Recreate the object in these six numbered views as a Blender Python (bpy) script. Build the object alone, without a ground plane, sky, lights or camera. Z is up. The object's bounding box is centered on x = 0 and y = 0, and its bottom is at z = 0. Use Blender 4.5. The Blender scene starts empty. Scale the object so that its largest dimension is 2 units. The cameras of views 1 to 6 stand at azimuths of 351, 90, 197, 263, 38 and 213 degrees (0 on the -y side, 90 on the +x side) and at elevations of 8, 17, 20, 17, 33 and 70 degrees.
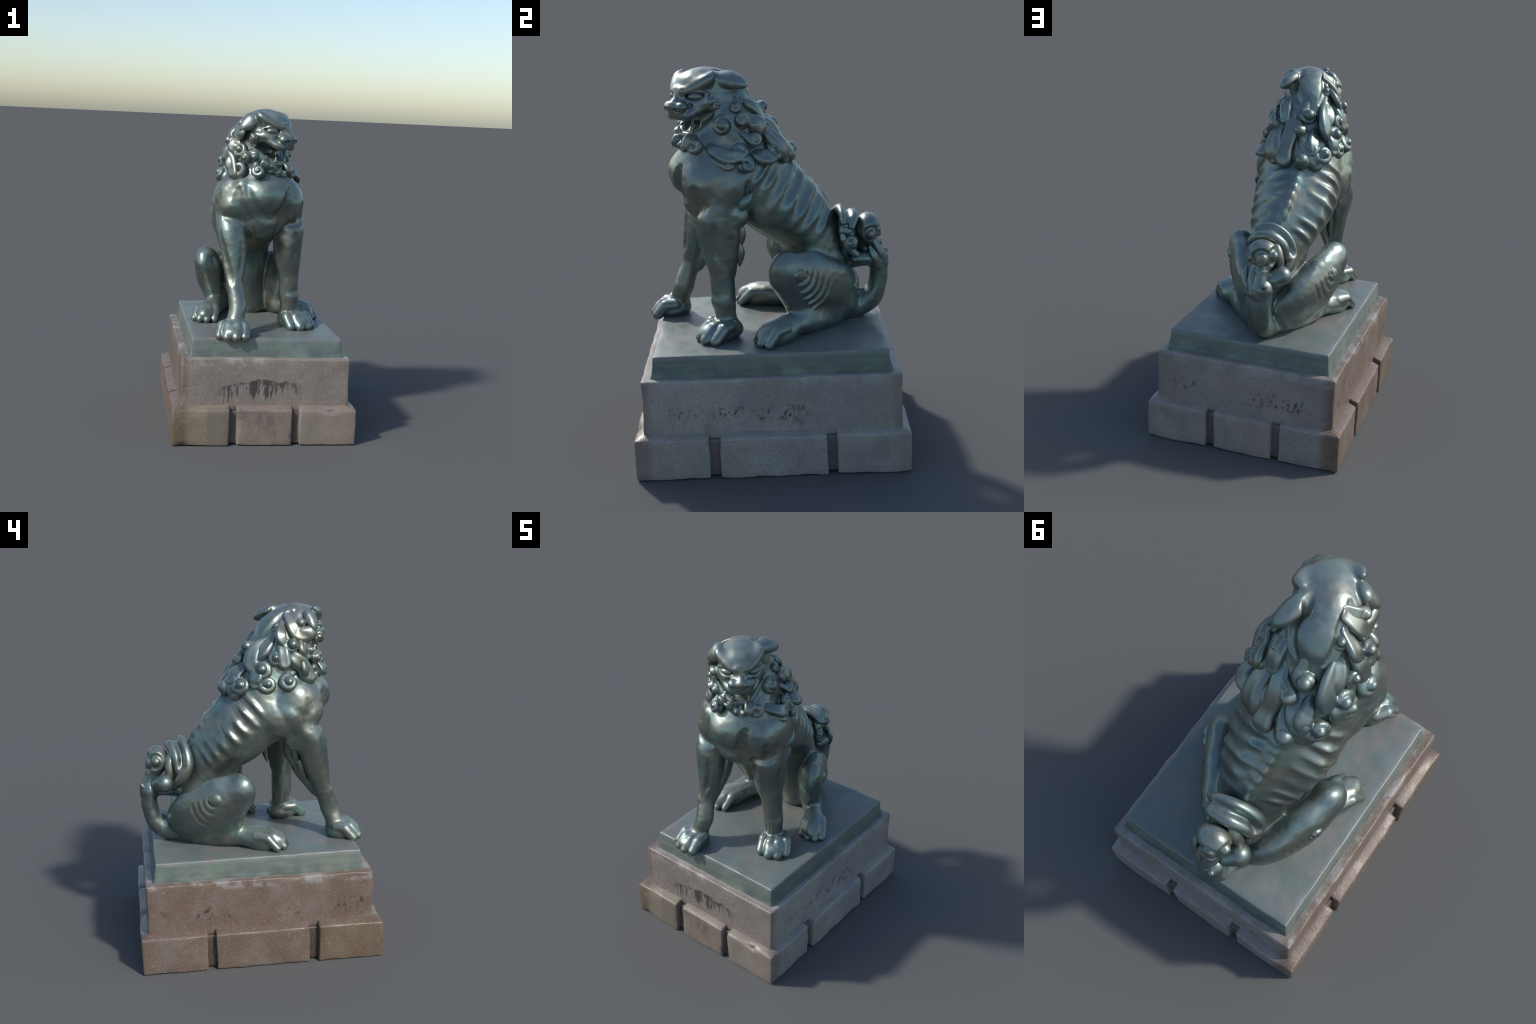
"""Seated bronze guardian lion on a stone pedestal.

The bronze animal is sculpted as a distance field (ellipsoids, tapered limbs, grooves, ribs blended
smoothly), turned into one smooth skin, then separated into its anatomical parts.  Every mane lock is
a curled strand with a field of its own.  The pedestal is built from rounded, slightly worn blocks.
"""
import bpy, math
import numpy as np
from mathutils import noise, Vector

V = lambda *a: np.array(a, dtype=np.float64)
unit = lambda v: np.asarray(v, float) / np.linalg.norm(v)

# ------------------------------------------------------------------ distance-field sculpting kit

class Ball:
    """Ellipsoid: centre, radii, optional axes (rows = local axes)."""
    def __init__(s, c, r, axes=None):
        s.c = np.asarray(c, float)
        s.r = np.asarray(r if np.ndim(r) else (r, r, r), float)
        s.A = np.eye(3) if axes is None else np.asarray(axes, float)
        e = np.sqrt(((s.A * s.r[:, None]) ** 2).sum(0))
        s.lo, s.hi = s.c - e, s.c + e
    def d(s, p):
        t = np.asarray(p).dtype
        q = ((p - s.c.astype(t)) @ s.A.T.astype(t)) / s.r.astype(t)
        k0 = np.sqrt(np.einsum("...i,...i->...", q, q))
        q = q / s.r.astype(t)
        k1 = np.sqrt(np.einsum("...i,...i->...", q, q)) + 1e-9
        return k0 * (k0 - 1) / k1


class Tube:
    """Tapered tube through points; flat=(direction, factor) squashes it along that direction."""
    def __init__(s, pts, rad, flat=None, smooth=True):
        pts = np.asarray(pts, float)
        rad = np.asarray(rad if np.ndim(rad) else [rad] * len(pts), float)
        if smooth and len(pts) > 2:
            pts, rad = spline(pts, rad)
        s.p, s.r, s.flat = pts, rad, None
        m = rad.max()
        s.lo, s.hi = pts.min(0) - m, pts.max(0) + m
        if flat:
            s.flat = (unit(flat[0]), flat[1])
    def d(s, p):
        p = np.asarray(p)
        pts, g = s.p.astype(p.dtype), 1.0
        if s.flat:
            n, f = s.flat
            n = n.astype(p.dtype)
            p = p + (p @ n)[..., None] * n * (f - 1)
            pts = pts + (pts @ n)[:, None] * n * (f - 1)
            g = 2 / (1 + f)
        best = None
        if p.size < 600:                       # few points: all segments at once
            q = p.reshape(-1, 1, 3)
            a, ba = pts[None, :-1], (pts[1:] - pts[:-1])[None]
            t = np.clip(((q - a) * ba).sum(-1) / ((ba * ba).sum(-1) + 1e-12), 0, 1)
            off = q - a - t[..., None] * ba
            d = np.sqrt((off * off).sum(-1)) - (s.r[None, :-1] + t * (s.r[1:] - s.r[:-1])[None])
            return (d.min(1) * g).reshape(p.shape[:-1])
        for a, b, ra, rb in zip(pts[:-1], pts[1:], s.r[:-1], s.r[1:]):
            ba = b - a
            pa = p - a
            dot = pa @ ba
            bb = ba @ ba + 1e-12
            t = np.clip(dot / bb, 0, 1)
            aa = np.einsum("...i,...i->...", pa, pa)
            d = np.sqrt(np.maximum(aa - 2 * t * dot + t * t * bb, 0)) - (ra + t * (rb - ra))
            best = d if best is None else np.minimum(best, d)
        return best * g


def spline(pts, rad, n=10):
    """Catmull-Rom through points and radii."""
    P = np.column_stack([pts, rad])
    P = np.vstack([2 * P[0] - P[1], P, 2 * P[-1] - P[-2]])
    out = []
    for i in range(1, len(P) - 2):
        a, b, c, d = P[i - 1:i + 3]
        for t in np.linspace(0, 1, n, endpoint=False):
            out.append(.5 * (2 * b + (c - a) * t + (2 * a - 5 * b + 4 * c - d) * t * t + (3 * b - a - 3 * c + d) * t ** 3))
    out.append(P[-2])
    out = np.array(out)
    return out[:, :3], np.maximum(out[:, 3], .001)


def smin(a, b, k):
    if k <= 0:
        return np.minimum(a, b)
    h = np.maximum(k - np.abs(a - b), 0) / k
    return np.minimum(a, b) - h * h * k * .25


class Sculpt:
    def __init__(s):
        s.ops = []
    def add(s, shape, k=.02, group=None):
        s.ops.append(("add", shape, k, group)); return s
    def cut(s, shape, k=.01):
        s.ops.append(("cut", shape, k, None)); return s
    def dent(s, shape, depth, soft):
        """Push the surface in (depth > 0) or out (depth < 0) near a shape's axis."""
        s.ops.append(("dent", shape, (depth, soft), None)); return s
    def field(s, fn, lo, hi):
        s.ops.append(("fn", fn, (np.array(lo), np.array(hi)), None)); return s

    def apply(s, op, f, p):
        kind, shape, k, _ = op
        if kind == "add":
            return smin(f, shape.d(p), k)
        if kind == "cut":
            return -smin(-f, shape.d(p), k)
        if kind == "dent":
            u = np.clip(1 - shape.d(p) / k[1], 0, 1)
            return f + k[0] * u * u * (3 - 2 * u)
        return f + shape(p)

    def reach(s, op):
        kind, shape, k, _ = op
        if kind == "fn":
            return k
        m = k if kind in ("add", "cut") else k[1]
        return shape.lo - m - .02, shape.hi + m + .02

    def at(s, p):
        p = np.atleast_2d(np.asarray(p, float))
        f = np.full(len(p), 9.)
        lo, hi = p.min(0), p.max(0)
        for op in s.ops:
            a, b = s.reach(op)
            if (lo > b).any() or (hi < a).any():
                continue
            f = s.apply(op, f, p)
        return f

    def normal(s, p, h=.012):
        e = np.eye(3) * h
        f = s.at(np.concatenate([p + e, p - e]))
        return unit(f[:3] - f[3:])

    def snap(s, p, lift=0., n=3):
        p = np.asarray(p, float).copy()
        e = np.eye(3) * .012
        for _ in range(n):
            f = s.at(np.concatenate([p + e, p - e, p[None]]))
            p -= np.clip(f[6] - lift, -.05, .05) * unit(f[:3] - f[3:6])
        return p

    def skin(s, lo, hi, h, smooth=2, m=4):
        """Sample coarsely, then finely only in the coarse cells near the surface, and mesh it."""
        lo, hi = np.array(lo, float), np.array(hi, float)
        H = h * m
        n = np.ceil((hi - lo) / H).astype(int) + 1
        cell = np.stack(np.meshgrid(*[np.arange(x) for x in n], indexing="ij"), -1).reshape(-1, 3)
        mid = lo + H * cell + H * .5 - h * .5
        f = s.sweep(mid[:, None, :], mid, H)[:, 0]
        out = np.repeat(np.repeat(np.repeat(f.reshape(n), m, 0), m, 1), m, 2).astype(np.float32)
        near = np.abs(f) < 2.2 * H
        sub = np.stack(np.meshgrid(*[np.arange(m)] * 3, indexing="ij"), -1).reshape(-1, 3)
        fine = (cell[near][:, None, :] * m + sub[None])
        val = s.sweep(lo + h * fine, mid[near], H)
        out[tuple(fine.reshape(-1, 3).T)] = val.ravel()
        return surface_net(out, lo, h, smooth)

    def sweep(s, p, mid, H):
        f = np.full(p.shape[:2], 9., np.float32)
        p = p.astype(np.float32)
        for op in s.ops:
            a, b = s.reach(op)
            k = np.flatnonzero(((mid > a - H) & (mid < b + H)).all(1))
            if len(k) and p.shape[1] > 1 and op[0] != "fn":      # skip cells the shape cannot touch
                far = 4.2 * H + op[2] if op[0] == "add" else 1.5 * H + (op[2] if op[0] == "cut" else op[2][1])
                k = k[op[1].d(mid[k].astype(np.float32)) < far]
            if len(k):
                f[k] = s.apply(op, f[k], p[k])
        return f


def surface_net(f, lo, h, smooth):
    """Dual (surface-net) mesh of the zero level of a sampled field: vertices and quads."""
    inside = f < 0
    cells = np.zeros(np.array(f.shape) - 1, np.int8)
    corner = [(i, j, k) for i in (0, 1) for j in (0, 1) for k in (0, 1)]
    nx, ny, nz = cells.shape
    for i, j, k in corner:
        cells += inside[i:i + nx, j:j + ny, k:k + nz]
    idx = np.argwhere((cells > 0) & (cells < 8))
    lut = -np.ones(cells.shape, np.int32)
    lut[tuple(idx.T)] = np.arange(len(idx))
    acc, cnt = np.zeros((len(idx), 3)), np.zeros(len(idx))
    val = {c: f[idx[:, 0] + c[0], idx[:, 1] + c[1], idx[:, 2] + c[2]].astype(float) for c in corner}
    for c in corner:
        for a in range(3):
            if c[a] == 0:
                e = list(c); e[a] = 1; e = tuple(e)
                va, vb = val[c], val[e]
                x = (va < 0) != (vb < 0)
                t = np.where(x, va / np.where(x, va - vb, 1), 0)
                pt = np.tile(np.array(c, float), (len(idx), 1)); pt[:, a] += t
                acc[x] += pt[x]; cnt[x] += 1
    verts = lo + h * (idx + acc / cnt[:, None])
    quads = []
    for a in range(3):
        b, c = (a + 1) % 3, (a + 2) % 3
        s0 = [slice(1, -1)] * 3; s1 = [slice(1, -1)] * 3
        s0[a] = slice(0, -1); s1[a] = slice(1, None)
        A, B = inside[tuple(s0)], inside[tuple(s1)]
        e = np.argwhere(A != B)
        flip = A[tuple(e.T)]
        off = np.ones(3, int); off[a] = 0
        e = e + off
        q = []
        for db, dc in ((-1, -1), (0, -1), (0, 0), (-1, 0)):
            o = e.copy(); o[:, b] += db; o[:, c] += dc
            q.append(lut[tuple(o.T)])
        q = np.stack(q, 1)
        q[~flip] = q[~flip][:, ::-1]
        quads.append(q)
    quads = np.concatenate(quads)
    quads = quads[(quads >= 0).all(1)]
    ring = np.concatenate([quads[:, [i, (i + 1) % 4]] for i in range(4)])
    for r in range(smooth * 2):
        w = .5 if r % 2 == 0 else -.52
        sm, ct = np.zeros_like(verts), np.zeros(len(verts))
        for a, b in ((0, 1), (1, 0)):
            for x in range(3):
                sm[:, x] += np.bincount(ring[:, a], verts[ring[:, b], x], len(verts))
            ct += np.bincount(ring[:, a], minlength=len(verts))
        verts = verts + w * (sm / np.maximum(ct, 1)[:, None] - verts)
    return verts, quads


def vertex_normals(v, q):
    n = np.cross(v[q[:, 2]] - v[q[:, 0]], v[q[:, 3]] - v[q[:, 1]])
    out = np.zeros_like(v)
    for i in range(4):
        for x in range(3):
            out[:, x] += np.bincount(q[:, i], n[:, x], len(v))
    return out / (np.linalg.norm(out, axis=1)[:, None] + 1e-12)


# ------------------------------------------------------------------ scene helpers

def make_mesh(name, v, q):
    me = bpy.data.meshes.new(name)
    me.from_pydata([], [], [])
    me.vertices.add(len(v)); me.vertices.foreach_set("co", np.asarray(v, np.float32).ravel())
    me.loops.add(q.size); me.loops.foreach_set("vertex_index", q.astype(np.int32).ravel())
    me.polygons.add(len(q))
    me.polygons.foreach_set("loop_start", np.arange(0, q.size, q.shape[1], dtype=np.int32))
    me.polygons.foreach_set("use_smooth", np.ones(len(q), bool))
    me.update(calc_edges=True)
    me.validate()
    return me


def put(name, me, parent, mat):
    ob = bpy.data.objects.new(name, me)
    bpy.context.collection.objects.link(ob)
    ob.parent = parent
    if mat is not None and me is not None:
        me.materials.clear(); me.materials.append(mat)
    return ob


# ------------------------------------------------------------------ materials

class Nodes:
    def __init__(s, name):
        s.mat = bpy.data.materials.new(name); s.mat.use_nodes = True
        s.t = s.mat.node_tree; s.t.nodes.clear()
        s.pos = s.new("ShaderNodeTexCoord").outputs["Object"]
        s.bsdf = s.new("ShaderNodeBsdfPrincipled")
        out = s.new("ShaderNodeOutputMaterial")
        s.link(s.bsdf.outputs[0], out.inputs[0])
    def new(s, t):
        return s.t.nodes.new(t)
    def link(s, a, b):
        s.t.links.new(a, b)
    def val(s, sock, x):
        if isinstance(x, bpy.types.NodeSocket): s.link(x, sock)
        else: sock.default_value = x
    def noise(s, scale, detail=4, rough=.55, stretch=None, seed=0.):
        m = s.new("ShaderNodeMapping"); s.link(s.pos, m.inputs[0])
        m.inputs["Location"].default_value = (seed, seed * .7, -seed)
        if stretch: m.inputs["Scale"].default_value = stretch
        n = s.new("ShaderNodeTexNoise"); s.link(m.outputs[0], n.inputs["Vector"])
        n.inputs["Scale"].default_value = scale; n.inputs["Detail"].default_value = detail
        n.inputs["Roughness"].default_value = rough
        return n.outputs["Fac"]
    def ramp(s, fac, a, b, lo=0., hi=1.):
        m = s.new("ShaderNodeMapRange"); m.interpolation_type = "SMOOTHSTEP"
        s.val(m.inputs["Value"], fac)
        for n, x in (("From Min", a), ("From Max", b), ("To Min", lo), ("To Max", hi)):
            m.inputs[n].default_value = x
        return m.outputs[0]
    def math(s, op, a, b=0., c=0.):
        m = s.new("ShaderNodeMath"); m.operation = op
        for i, x in enumerate((a, b, c)): s.val(m.inputs[i], x)
        return m.outputs[0]
    def mix(s, fac, a, b, mode="MIX"):
        m = s.new("ShaderNodeMix"); m.data_type = "RGBA"; m.blend_type = mode
        s.val(m.inputs["Factor"], fac)
        for i, x in ((6, a), (7, b)):
            s.val(m.inputs[i], x if isinstance(x, bpy.types.NodeSocket) else (*x, 1.))
        return m.outputs[2]
    def axis(s, i):
        m = s.new("ShaderNodeSeparateXYZ"); s.link(s.pos, m.inputs[0]); return m.outputs[i]
    def box(s, i, a, b, soft=.02):
        """1 between a and b along axis i."""
        x = s.axis(i)
        return s.math("MULTIPLY", s.ramp(x, a - soft, a + soft), s.ramp(x, b - soft, b + soft, 1., 0.))
    def bump(s, h, strength, dist=.01):
        b = s.new("ShaderNodeBump"); s.link(h, b.inputs["Height"])
        b.inputs["Strength"].default_value = strength; b.inputs["Distance"].default_value = dist
        s.link(b.outputs[0], s.bsdf.inputs["Normal"])
    def finish(s, color, rough, metallic):
        s.val(s.bsdf.inputs["Base Color"], color)
        s.val(s.bsdf.inputs["Roughness"], rough)
        s.val(s.bsdf.inputs["Metallic"], metallic)
        return s.mat


def bronze_material(name="patinated_bronze", base=(.215, .240, .222)):
    n = Nodes(name)
    tint = lambda f: tuple(min(1, c * g) for c, g in zip(base, f))
    c = n.mix(n.ramp(n.noise(5, 5), .38, .65), tint((.80, .90, .94)), tint((1.14, 1.06, .96)))
    c = n.mix(n.math("MULTIPLY", n.ramp(n.noise(9, 5, .6, seed=3.1), .48, .68), .52), c, tint((.92, 1.42, 1.34)))
    c = n.mix(n.math("MULTIPLY", n.ramp(n.noise(7, 4, .6, seed=8.3), .53, .72), .42), c, tint((1.30, 1.02, .85)))
    crown = n.math("MULTIPLY", n.ramp(n.axis(2), 1.86, 1.98), n.ramp(n.noise(14, 3, seed=5.), .5, .65))
    c = n.mix(n.math("MULTIPLY", crown, .5), c, tint((1.7, 1.4, 1.45)))
    # paler grey-teal patches on the upward faces, with a duller finish
    up = n.new("ShaderNodeSeparateXYZ"); n.link(n.new("ShaderNodeNewGeometry").outputs["Normal"], up.inputs[0])
    pale_top = n.math("MULTIPLY", n.ramp(up.outputs[2], .25, .85), n.ramp(n.noise(6, 5, .65, seed=13.), .36, .62, .25, 1.))
    c = n.mix(n.math("MULTIPLY", pale_top, .55), c, (.225, .285, .275))
    grain = n.noise(60, 4, .6)
    n.bump(n.noise(28, 5, .6, seed=1.7), .12, .006)
    r = n.math("ADD", n.ramp(n.noise(12, 4, seed=6.), .3, .7, .31, .44), n.math("MULTIPLY", grain, .04))
    return n.finish(c, r, n.math("MULTIPLY_ADD", pale_top, -.40, .86))


def plate_material():
    n = Nodes("bronze_base_patina")
    base = n.mix(n.ramp(n.noise(6, 5), .35, .65), (.12, .155, .145), (.165, .19, .172))
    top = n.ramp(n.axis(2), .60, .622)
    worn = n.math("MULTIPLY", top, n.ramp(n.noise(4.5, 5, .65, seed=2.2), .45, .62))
    c = n.mix(n.math("MULTIPLY", top, .6), base, (.19, .225, .215))
    c = n.mix(n.math("MULTIPLY", worn, .75), c, (.235, .21, .20))
    rust = n.math("MULTIPLY", top, n.ramp(n.noise(8, 6, .7, seed=7.7), .60, .70))
    c = n.mix(n.math("MULTIPLY", rust, .4), c, (.23, .15, .13))
    green = n.math("MULTIPLY", n.ramp(n.axis(2), .61, .59), n.ramp(n.noise(7, 4, .6, (1, 1, 2.5), seed=4.), .45, .62))
    c = n.mix(n.math("MULTIPLY", green, .6), c, (.16, .225, .17))
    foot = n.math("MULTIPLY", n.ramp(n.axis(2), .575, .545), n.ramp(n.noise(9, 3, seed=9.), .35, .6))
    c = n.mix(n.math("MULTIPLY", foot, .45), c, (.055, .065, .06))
    n.bump(n.noise(22, 5, .6, seed=1.), .2, .008)
    return n.finish(c, n.ramp(n.noise(10, 4, seed=6.), .3, .7, .40, .52), .25)


def stone_material(name, tone=(.31, .295, .275), stains=None, shift=0.):
    n = Nodes(name)
    t = lambda *f: tuple(c * g for c, g in zip(tone, f))
    c = n.mix(n.ramp(n.noise(3.2, 5, .6, seed=shift), .35, .65), t(.82, .82, .84), t(1.12, 1.10, 1.06))
    c = n.mix(n.math("MULTIPLY", n.ramp(n.noise(2.2, 3, .5, (1, 1, .25), seed=shift + 3), .5, .68), .45), c, t(1.05, .86, .72))
    # dark brown tint on the lion's right and front, greyer on its left and behind
    brown = n.math("MAXIMUM", n.ramp(n.axis(0), -.40, -.50), n.math("MULTIPLY", n.ramp(n.axis(1), -.58, -.66), .62))
    brown = n.math("MAXIMUM", brown, n.math("MULTIPLY", n.ramp(n.axis(1), .58, .66), .30))
    c = n.mix(n.math("MULTIPLY", brown, n.ramp(n.noise(5, 4, .6, seed=shift + 21), .2, .6, .70, 1.)), c, t(.42, .298, .232))
    # grains of the granite
    g = n.noise(95, 2, .6, seed=shift)
    c = n.mix(n.ramp(g, .36, .46, .45, 0.), c, t(.50, .48, .45))
    c = n.mix(n.ramp(g, .58, .68, 0., .30), c, t(1.35, 1.35, 1.35))
    # dark pits, grime in broad patches, edge glints painted pale along the arrises
    pits = n.math("MULTIPLY", n.ramp(n.noise(26, 2, .5, seed=shift + 11), .70, .75), n.ramp(n.noise(3, 2, seed=shift + 5), .5, .6))
    c = n.mix(n.math("MULTIPLY", pits, .7), c, t(.25, .25, .26))
    grime = n.ramp(n.noise(7, 5, .65, (1, 1, .6), seed=shift + 14), .52, .72)
    c = n.mix(n.math("MULTIPLY", grime, .45), c, t(.55, .52, .50))
    geo = n.new("ShaderNodeNewGeometry").outputs["Pointiness"]
    edge = n.math("MULTIPLY", n.ramp(geo, .53, .60), n.ramp(n.noise(18, 4, .6, seed=shift + 2), .35, .55))
    c = n.mix(n.math("MULTIPLY", edge, .28), c, (.36, .36, .36))
    if stains: c = stains(n, c)
    n.bump(n.noise(70, 4, .65, seed=shift), .25, .006)
    return n.finish(c, n.ramp(n.noise(20, 3, seed=4), .3, .7, .36, .48), 0.)


def block_stains(n, c):
    """Black water marks: a fringe of drips on the front, broken specks on the other sides."""
    x, y, z = n.axis(0), n.axis(1), n.axis(2)
    front = n.math("MULTIPLY", n.ramp(y, -.60, -.63), n.box(0, -.27, .20, .05))
    crest = n.math("ADD", n.math("MULTIPLY_ADD", n.math("MULTIPLY", x, x), .7, z), n.math("MULTIPLY", n.math("SUBTRACT", n.noise(14, 4, .6, seed=5), .5), .06))
    # d = how far below the arched crest; drips reach down by different lengths
    d = n.math("SUBTRACT", .392, crest)
    length = n.ramp(n.noise(30, 3, .7, (1, 1, .04), seed=2.), .42, .66, .012, .125)
    inside = n.math("MULTIPLY", n.ramp(d, -.004, .006), n.ramp(n.math("SUBTRACT", length, d), -.006, .014))
    broken = n.ramp(n.noise(24, 4, .6, (1, 1, .5), seed=8.), .36, .54)
    c = n.mix(n.math("MULTIPLY", n.math("MULTIPLY", front, inside), n.math("MULTIPLY", broken, .80)), c, (.022, .023, .026))
    for side in (n.ramp(x, .46, .49), n.ramp(y, .60, .63), n.ramp(x, -.46, -.48)):
        row = n.math("MULTIPLY", n.box(2, .29, .37, .03), n.ramp(n.noise(5, 2, seed=1.), .50, .58))
        speck = n.ramp(n.noise(44, 3, .6, (1, 1, .7), seed=6.), .51, .61)
        c = n.mix(n.math("MULTIPLY", n.math("MULTIPLY", side, row), n.math("MULTIPLY", speck, .75)), c, (.02, .024, .028))
    pale = n.math("MULTIPLY", n.ramp(z, .46, .49), n.ramp(n.noise(6, 4, .6, seed=12), .5, .58))
    return n.mix(n.math("MULTIPLY", pale, .45), c, (.34, .34, .33))


def drip_stains(n, c):
    s = n.ramp(n.noise(22, 4, .6, (1, 1, .15), seed=2.), .45, .62)
    s = n.math("MULTIPLY", s, n.math("MULTIPLY", n.ramp(n.noise(5, 3, seed=4.), .4, .55), n.ramp(n.axis(1), -.66, -.685)))
    return n.mix(n.math("MULTIPLY", s, .6), c, (.07, .065, .065))


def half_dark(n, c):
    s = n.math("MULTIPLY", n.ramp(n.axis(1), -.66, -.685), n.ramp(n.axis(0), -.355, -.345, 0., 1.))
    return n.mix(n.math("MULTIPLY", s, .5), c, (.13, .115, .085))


# ------------------------------------------------------------------ the lion's body

body = Sculpt()
SIDE = {"left": 1, "right": -1}

# --- torso, from chest to rump (deeper than wide at the ribs, lean at the waist)
DORSAL = (V(0, .84, .54), 1.12)
body.add(Tube([(-.05, -.075, 1.49), (-.056, -.04, 1.41), (-.066, .05, 1.31), (-.050, .145, 1.228), (-.040, .238, 1.120), (-.038, .285, .99), (-.045, .305, .86), (-.05, .315, .76)],
              [.215, .234, .226, .203, .168, .152, .138, .136], DORSAL), .03, "torso")
body.add(Ball((-.015, -.235, 1.470), (.235, .248, .19)), .06, "torso")           # chest
body.add(Ball((-.02, -.225, 1.318), (.18, .20, .12)), .05, "torso")               # sternum
body.add(Ball((.080, .02, 1.275), (.092, .12, .12)), .05, "torso")
body.add(Ball((-.245, -.155, 1.375), (.068, .10, .10)), .05, "torso")
body.add(Ball((-.145, -.335, 1.44), (.088, .098, .12)), .045, "torso")
body.add(Ball((-.02, -.265, 1.275), (.11, .095, .06)), .045, "torso")
body.add(Ball((.0, .395, .76), (.10, .085, .12)), .05, "torso")
body.add(Tube([(-.035, .235, 1.03), (-.03, .245, .87), (.01, .265, .70)], [.148, .132, .112]), .03, "torso")
# breast muscles either side of the cleft
body.add(Ball((-.03, -.355, 1.470), (.115, .130, .108)), .03, "torso")
body.add(Ball((.138, -.288, 1.425), (.102, .118, .130)), .03, "torso")
body.add(Tube([(-.155, -.385, 1.53), (-.125, -.378, 1.43), (-.065, -.325, 1.32), (-.025, -.27, 1.26)], [.045, .055, .055, .05]), .02, "torso")

# --- neck up to the skull
body.add(Tube([(-.05, -.09, 1.50), (-.055, -.135, 1.62), (-.05, -.19, 1.75), (-.035, -.24, 1.86)], [.198, .182, .158, .125]), .05, "neck")
body.add(Ball((-.045, -.175, 1.832), (.115, .115, .115)), .05, "neck")
body.add(Ball((.030, -.140, 1.70), (.100, .125, .12)), .05, "neck")
body.add(Ball((-.115, -.245, 1.69), (.105, .11, .12)), .05, "neck")
body.add(Ball((.0, -.27, 1.60), (.15, .13, .12)), .05, "neck")                   # throat

# --- shoulders and forelegs
body.add(Ball((-.185, -.255, 1.455), (.122, .145, .155)), .03, "right_fore")
body.add(Tube([(-.21, -.285, 1.45), (-.205, -.285, 1.36)], [.07, .075]), .03, "right_fore")
body.add(Ball((-.232, -.215, 1.41), (.085, .085, .09)), .012, "right_fore")
body.add(Ball((-.200, -.315, 1.405), (.090, .105, .095)), .02, "right_fore")
body.add(Tube([(-.205, -.27, 1.36), (-.208, -.338, 1.24), (-.192, -.373, 1.10), (-.184, -.412, .945), (-.167, -.460, .815), (-.178, -.485, .73), (-.19, -.50, .68)],
              [.10, .091, .075, .053, .053, .053, .06]), .02, "right_fore")
body.add(Tube([(-.245, -.285, 1.29), (-.228, -.315, 1.18), (-.203, -.36, 1.03), (-.19, -.40, .95)], [.040, .044, .034, .022]), .012, "right_fore")
body.add(Tube([(-.165, -.345, 1.28), (-.152, -.37, 1.12), (-.162, -.42, .97)], [.045, .042, .024]), .015, "right_fore")
body.add(Ball((-.225, -.235, 1.245), (.05, .055, .06)), .04, "right_fore")
body.add(Ball((-.16, -.455, .80), (.045, .045, .05)), .02, "right_fore")

body.add(Ball((.135, -.20, 1.42), (.12, .14, .145)), .03, "left_fore")
body.add(Tube([(.145, -.215, 1.36), (.162, -.243, 1.24), (.168, -.244, 1.10), (.182, -.232, .97), (.190, -.226, .83), (.195, -.22, .735), (.20, -.22, .68)],
              [.105, .100, .085, .064, .060, .053, .06]), .02, "left_fore")
body.add(Tube([(.172, -.275, 1.29), (.168, -.288, 1.22), (.165, -.292, 1.15), (.167, -.265, 1.03)], [.045, .056, .054, .034]), .012, "left_fore")
body.add(Tube([(.19, -.19, 1.30), (.188, -.188, 1.23), (.18, -.18, 1.14), (.182, -.19, .98)], [.05, .057, .052, .034]), .012, "left_fore")
body.add(Ball((.185, -.14, 1.27), (.045, .06, .06)), .025, "left_fore")
body.add(Ball((.20, -.235, .83), (.05, .055, .05)), .02, "left_fore")


# --- paws
def paw(group, heel, toe, width, top, foot=.625, spread=1.):
    """A broad paw with four rounded toes, from the heel to the tip of the middle toes."""
    h, t = V(*heel, 0), V(*toe, 0)
    f = unit(t - h); l = V(-f[1], f[0], 0); L = np.linalg.norm(t - h)
    mid = h + f * L * .45
    body.add(Ball(mid + V(0, 0, foot + top * .45), (L * .52, width * .43, top * .55), [f, l, (0, 0, 1)]), .025, group)
    for i, (u, back) in enumerate(((-.39, .13), (-.14, .0), (.14, .0), (.39, .13))):
        u *= width * spread
        tip = t - f * (L * back + .028) + l * u + V(0, 0, foot + .028)
        knuckle = tip - f * L * .22 - l * u * .12 + V(0, 0, top * .48)
        root = tip - f * L * .48 - l * u * .35 + V(0, 0, top * .50)
        r = width * .148
        body.add(Tube([root, knuckle, tip + f * .004], [r, r * 1.08, r * .95], smooth=False), .007, group)


paw("right_fore_paw", (-.170, -.450), (-.220, -.644), .20, .108, .617)
paw("left_fore_paw", (.175, -.155), (.288, -.358), .205, .105)
paw("left_hind_paw", (.29, .12), (.365, -.072), .165, .118)
paw("right_hind_paw", (-.275, .05), (-.35, -.182), .165, .118)

# --- hindquarters: slab-like folded thigh, shin, long foot on the ground
SLAB = {"left": (unit((.82, .53, -.16)), 1.85), "right": (unit((-.88, .42, -.12)), 1.75)}
body.add(Tube([(.232, .105, .975), (.172, .205, .915), (.105, .318, .855), (.060, .365, .80)], [.105, .152, .150, .120], SLAB["left"]), .025, "left_hind")
body.add(Ball((.236, .092, 1.0), (.074, .070, .088)), .03, "left_hind")
body.add(Tube([(.222, .088, .95), (.197, .142, .81), (.180, .185, .72)], [.070, .062, .056]), .03, "left_hind")
body.add(Tube([(.075, .335, .67), (.140, .262, .68), (.205, .182, .69), (.27, .09, .70), (.315, .025, .69)], [.053, .056, .056, .057, .057]), .045, "left_hind")
body.add(Tube([(.165, .19, .75), (.105, .27, .74), (.055, .335, .73)], [.048, .064, .073]), .03, "left_hind")
body.add(Tube([(-.305, .100, .985), (-.275, .21, .912), (-.218, .33, .842), (-.15, .39, .79)], [.105, .148, .145, .118], SLAB["right"]), .025, "right_hind")
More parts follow.
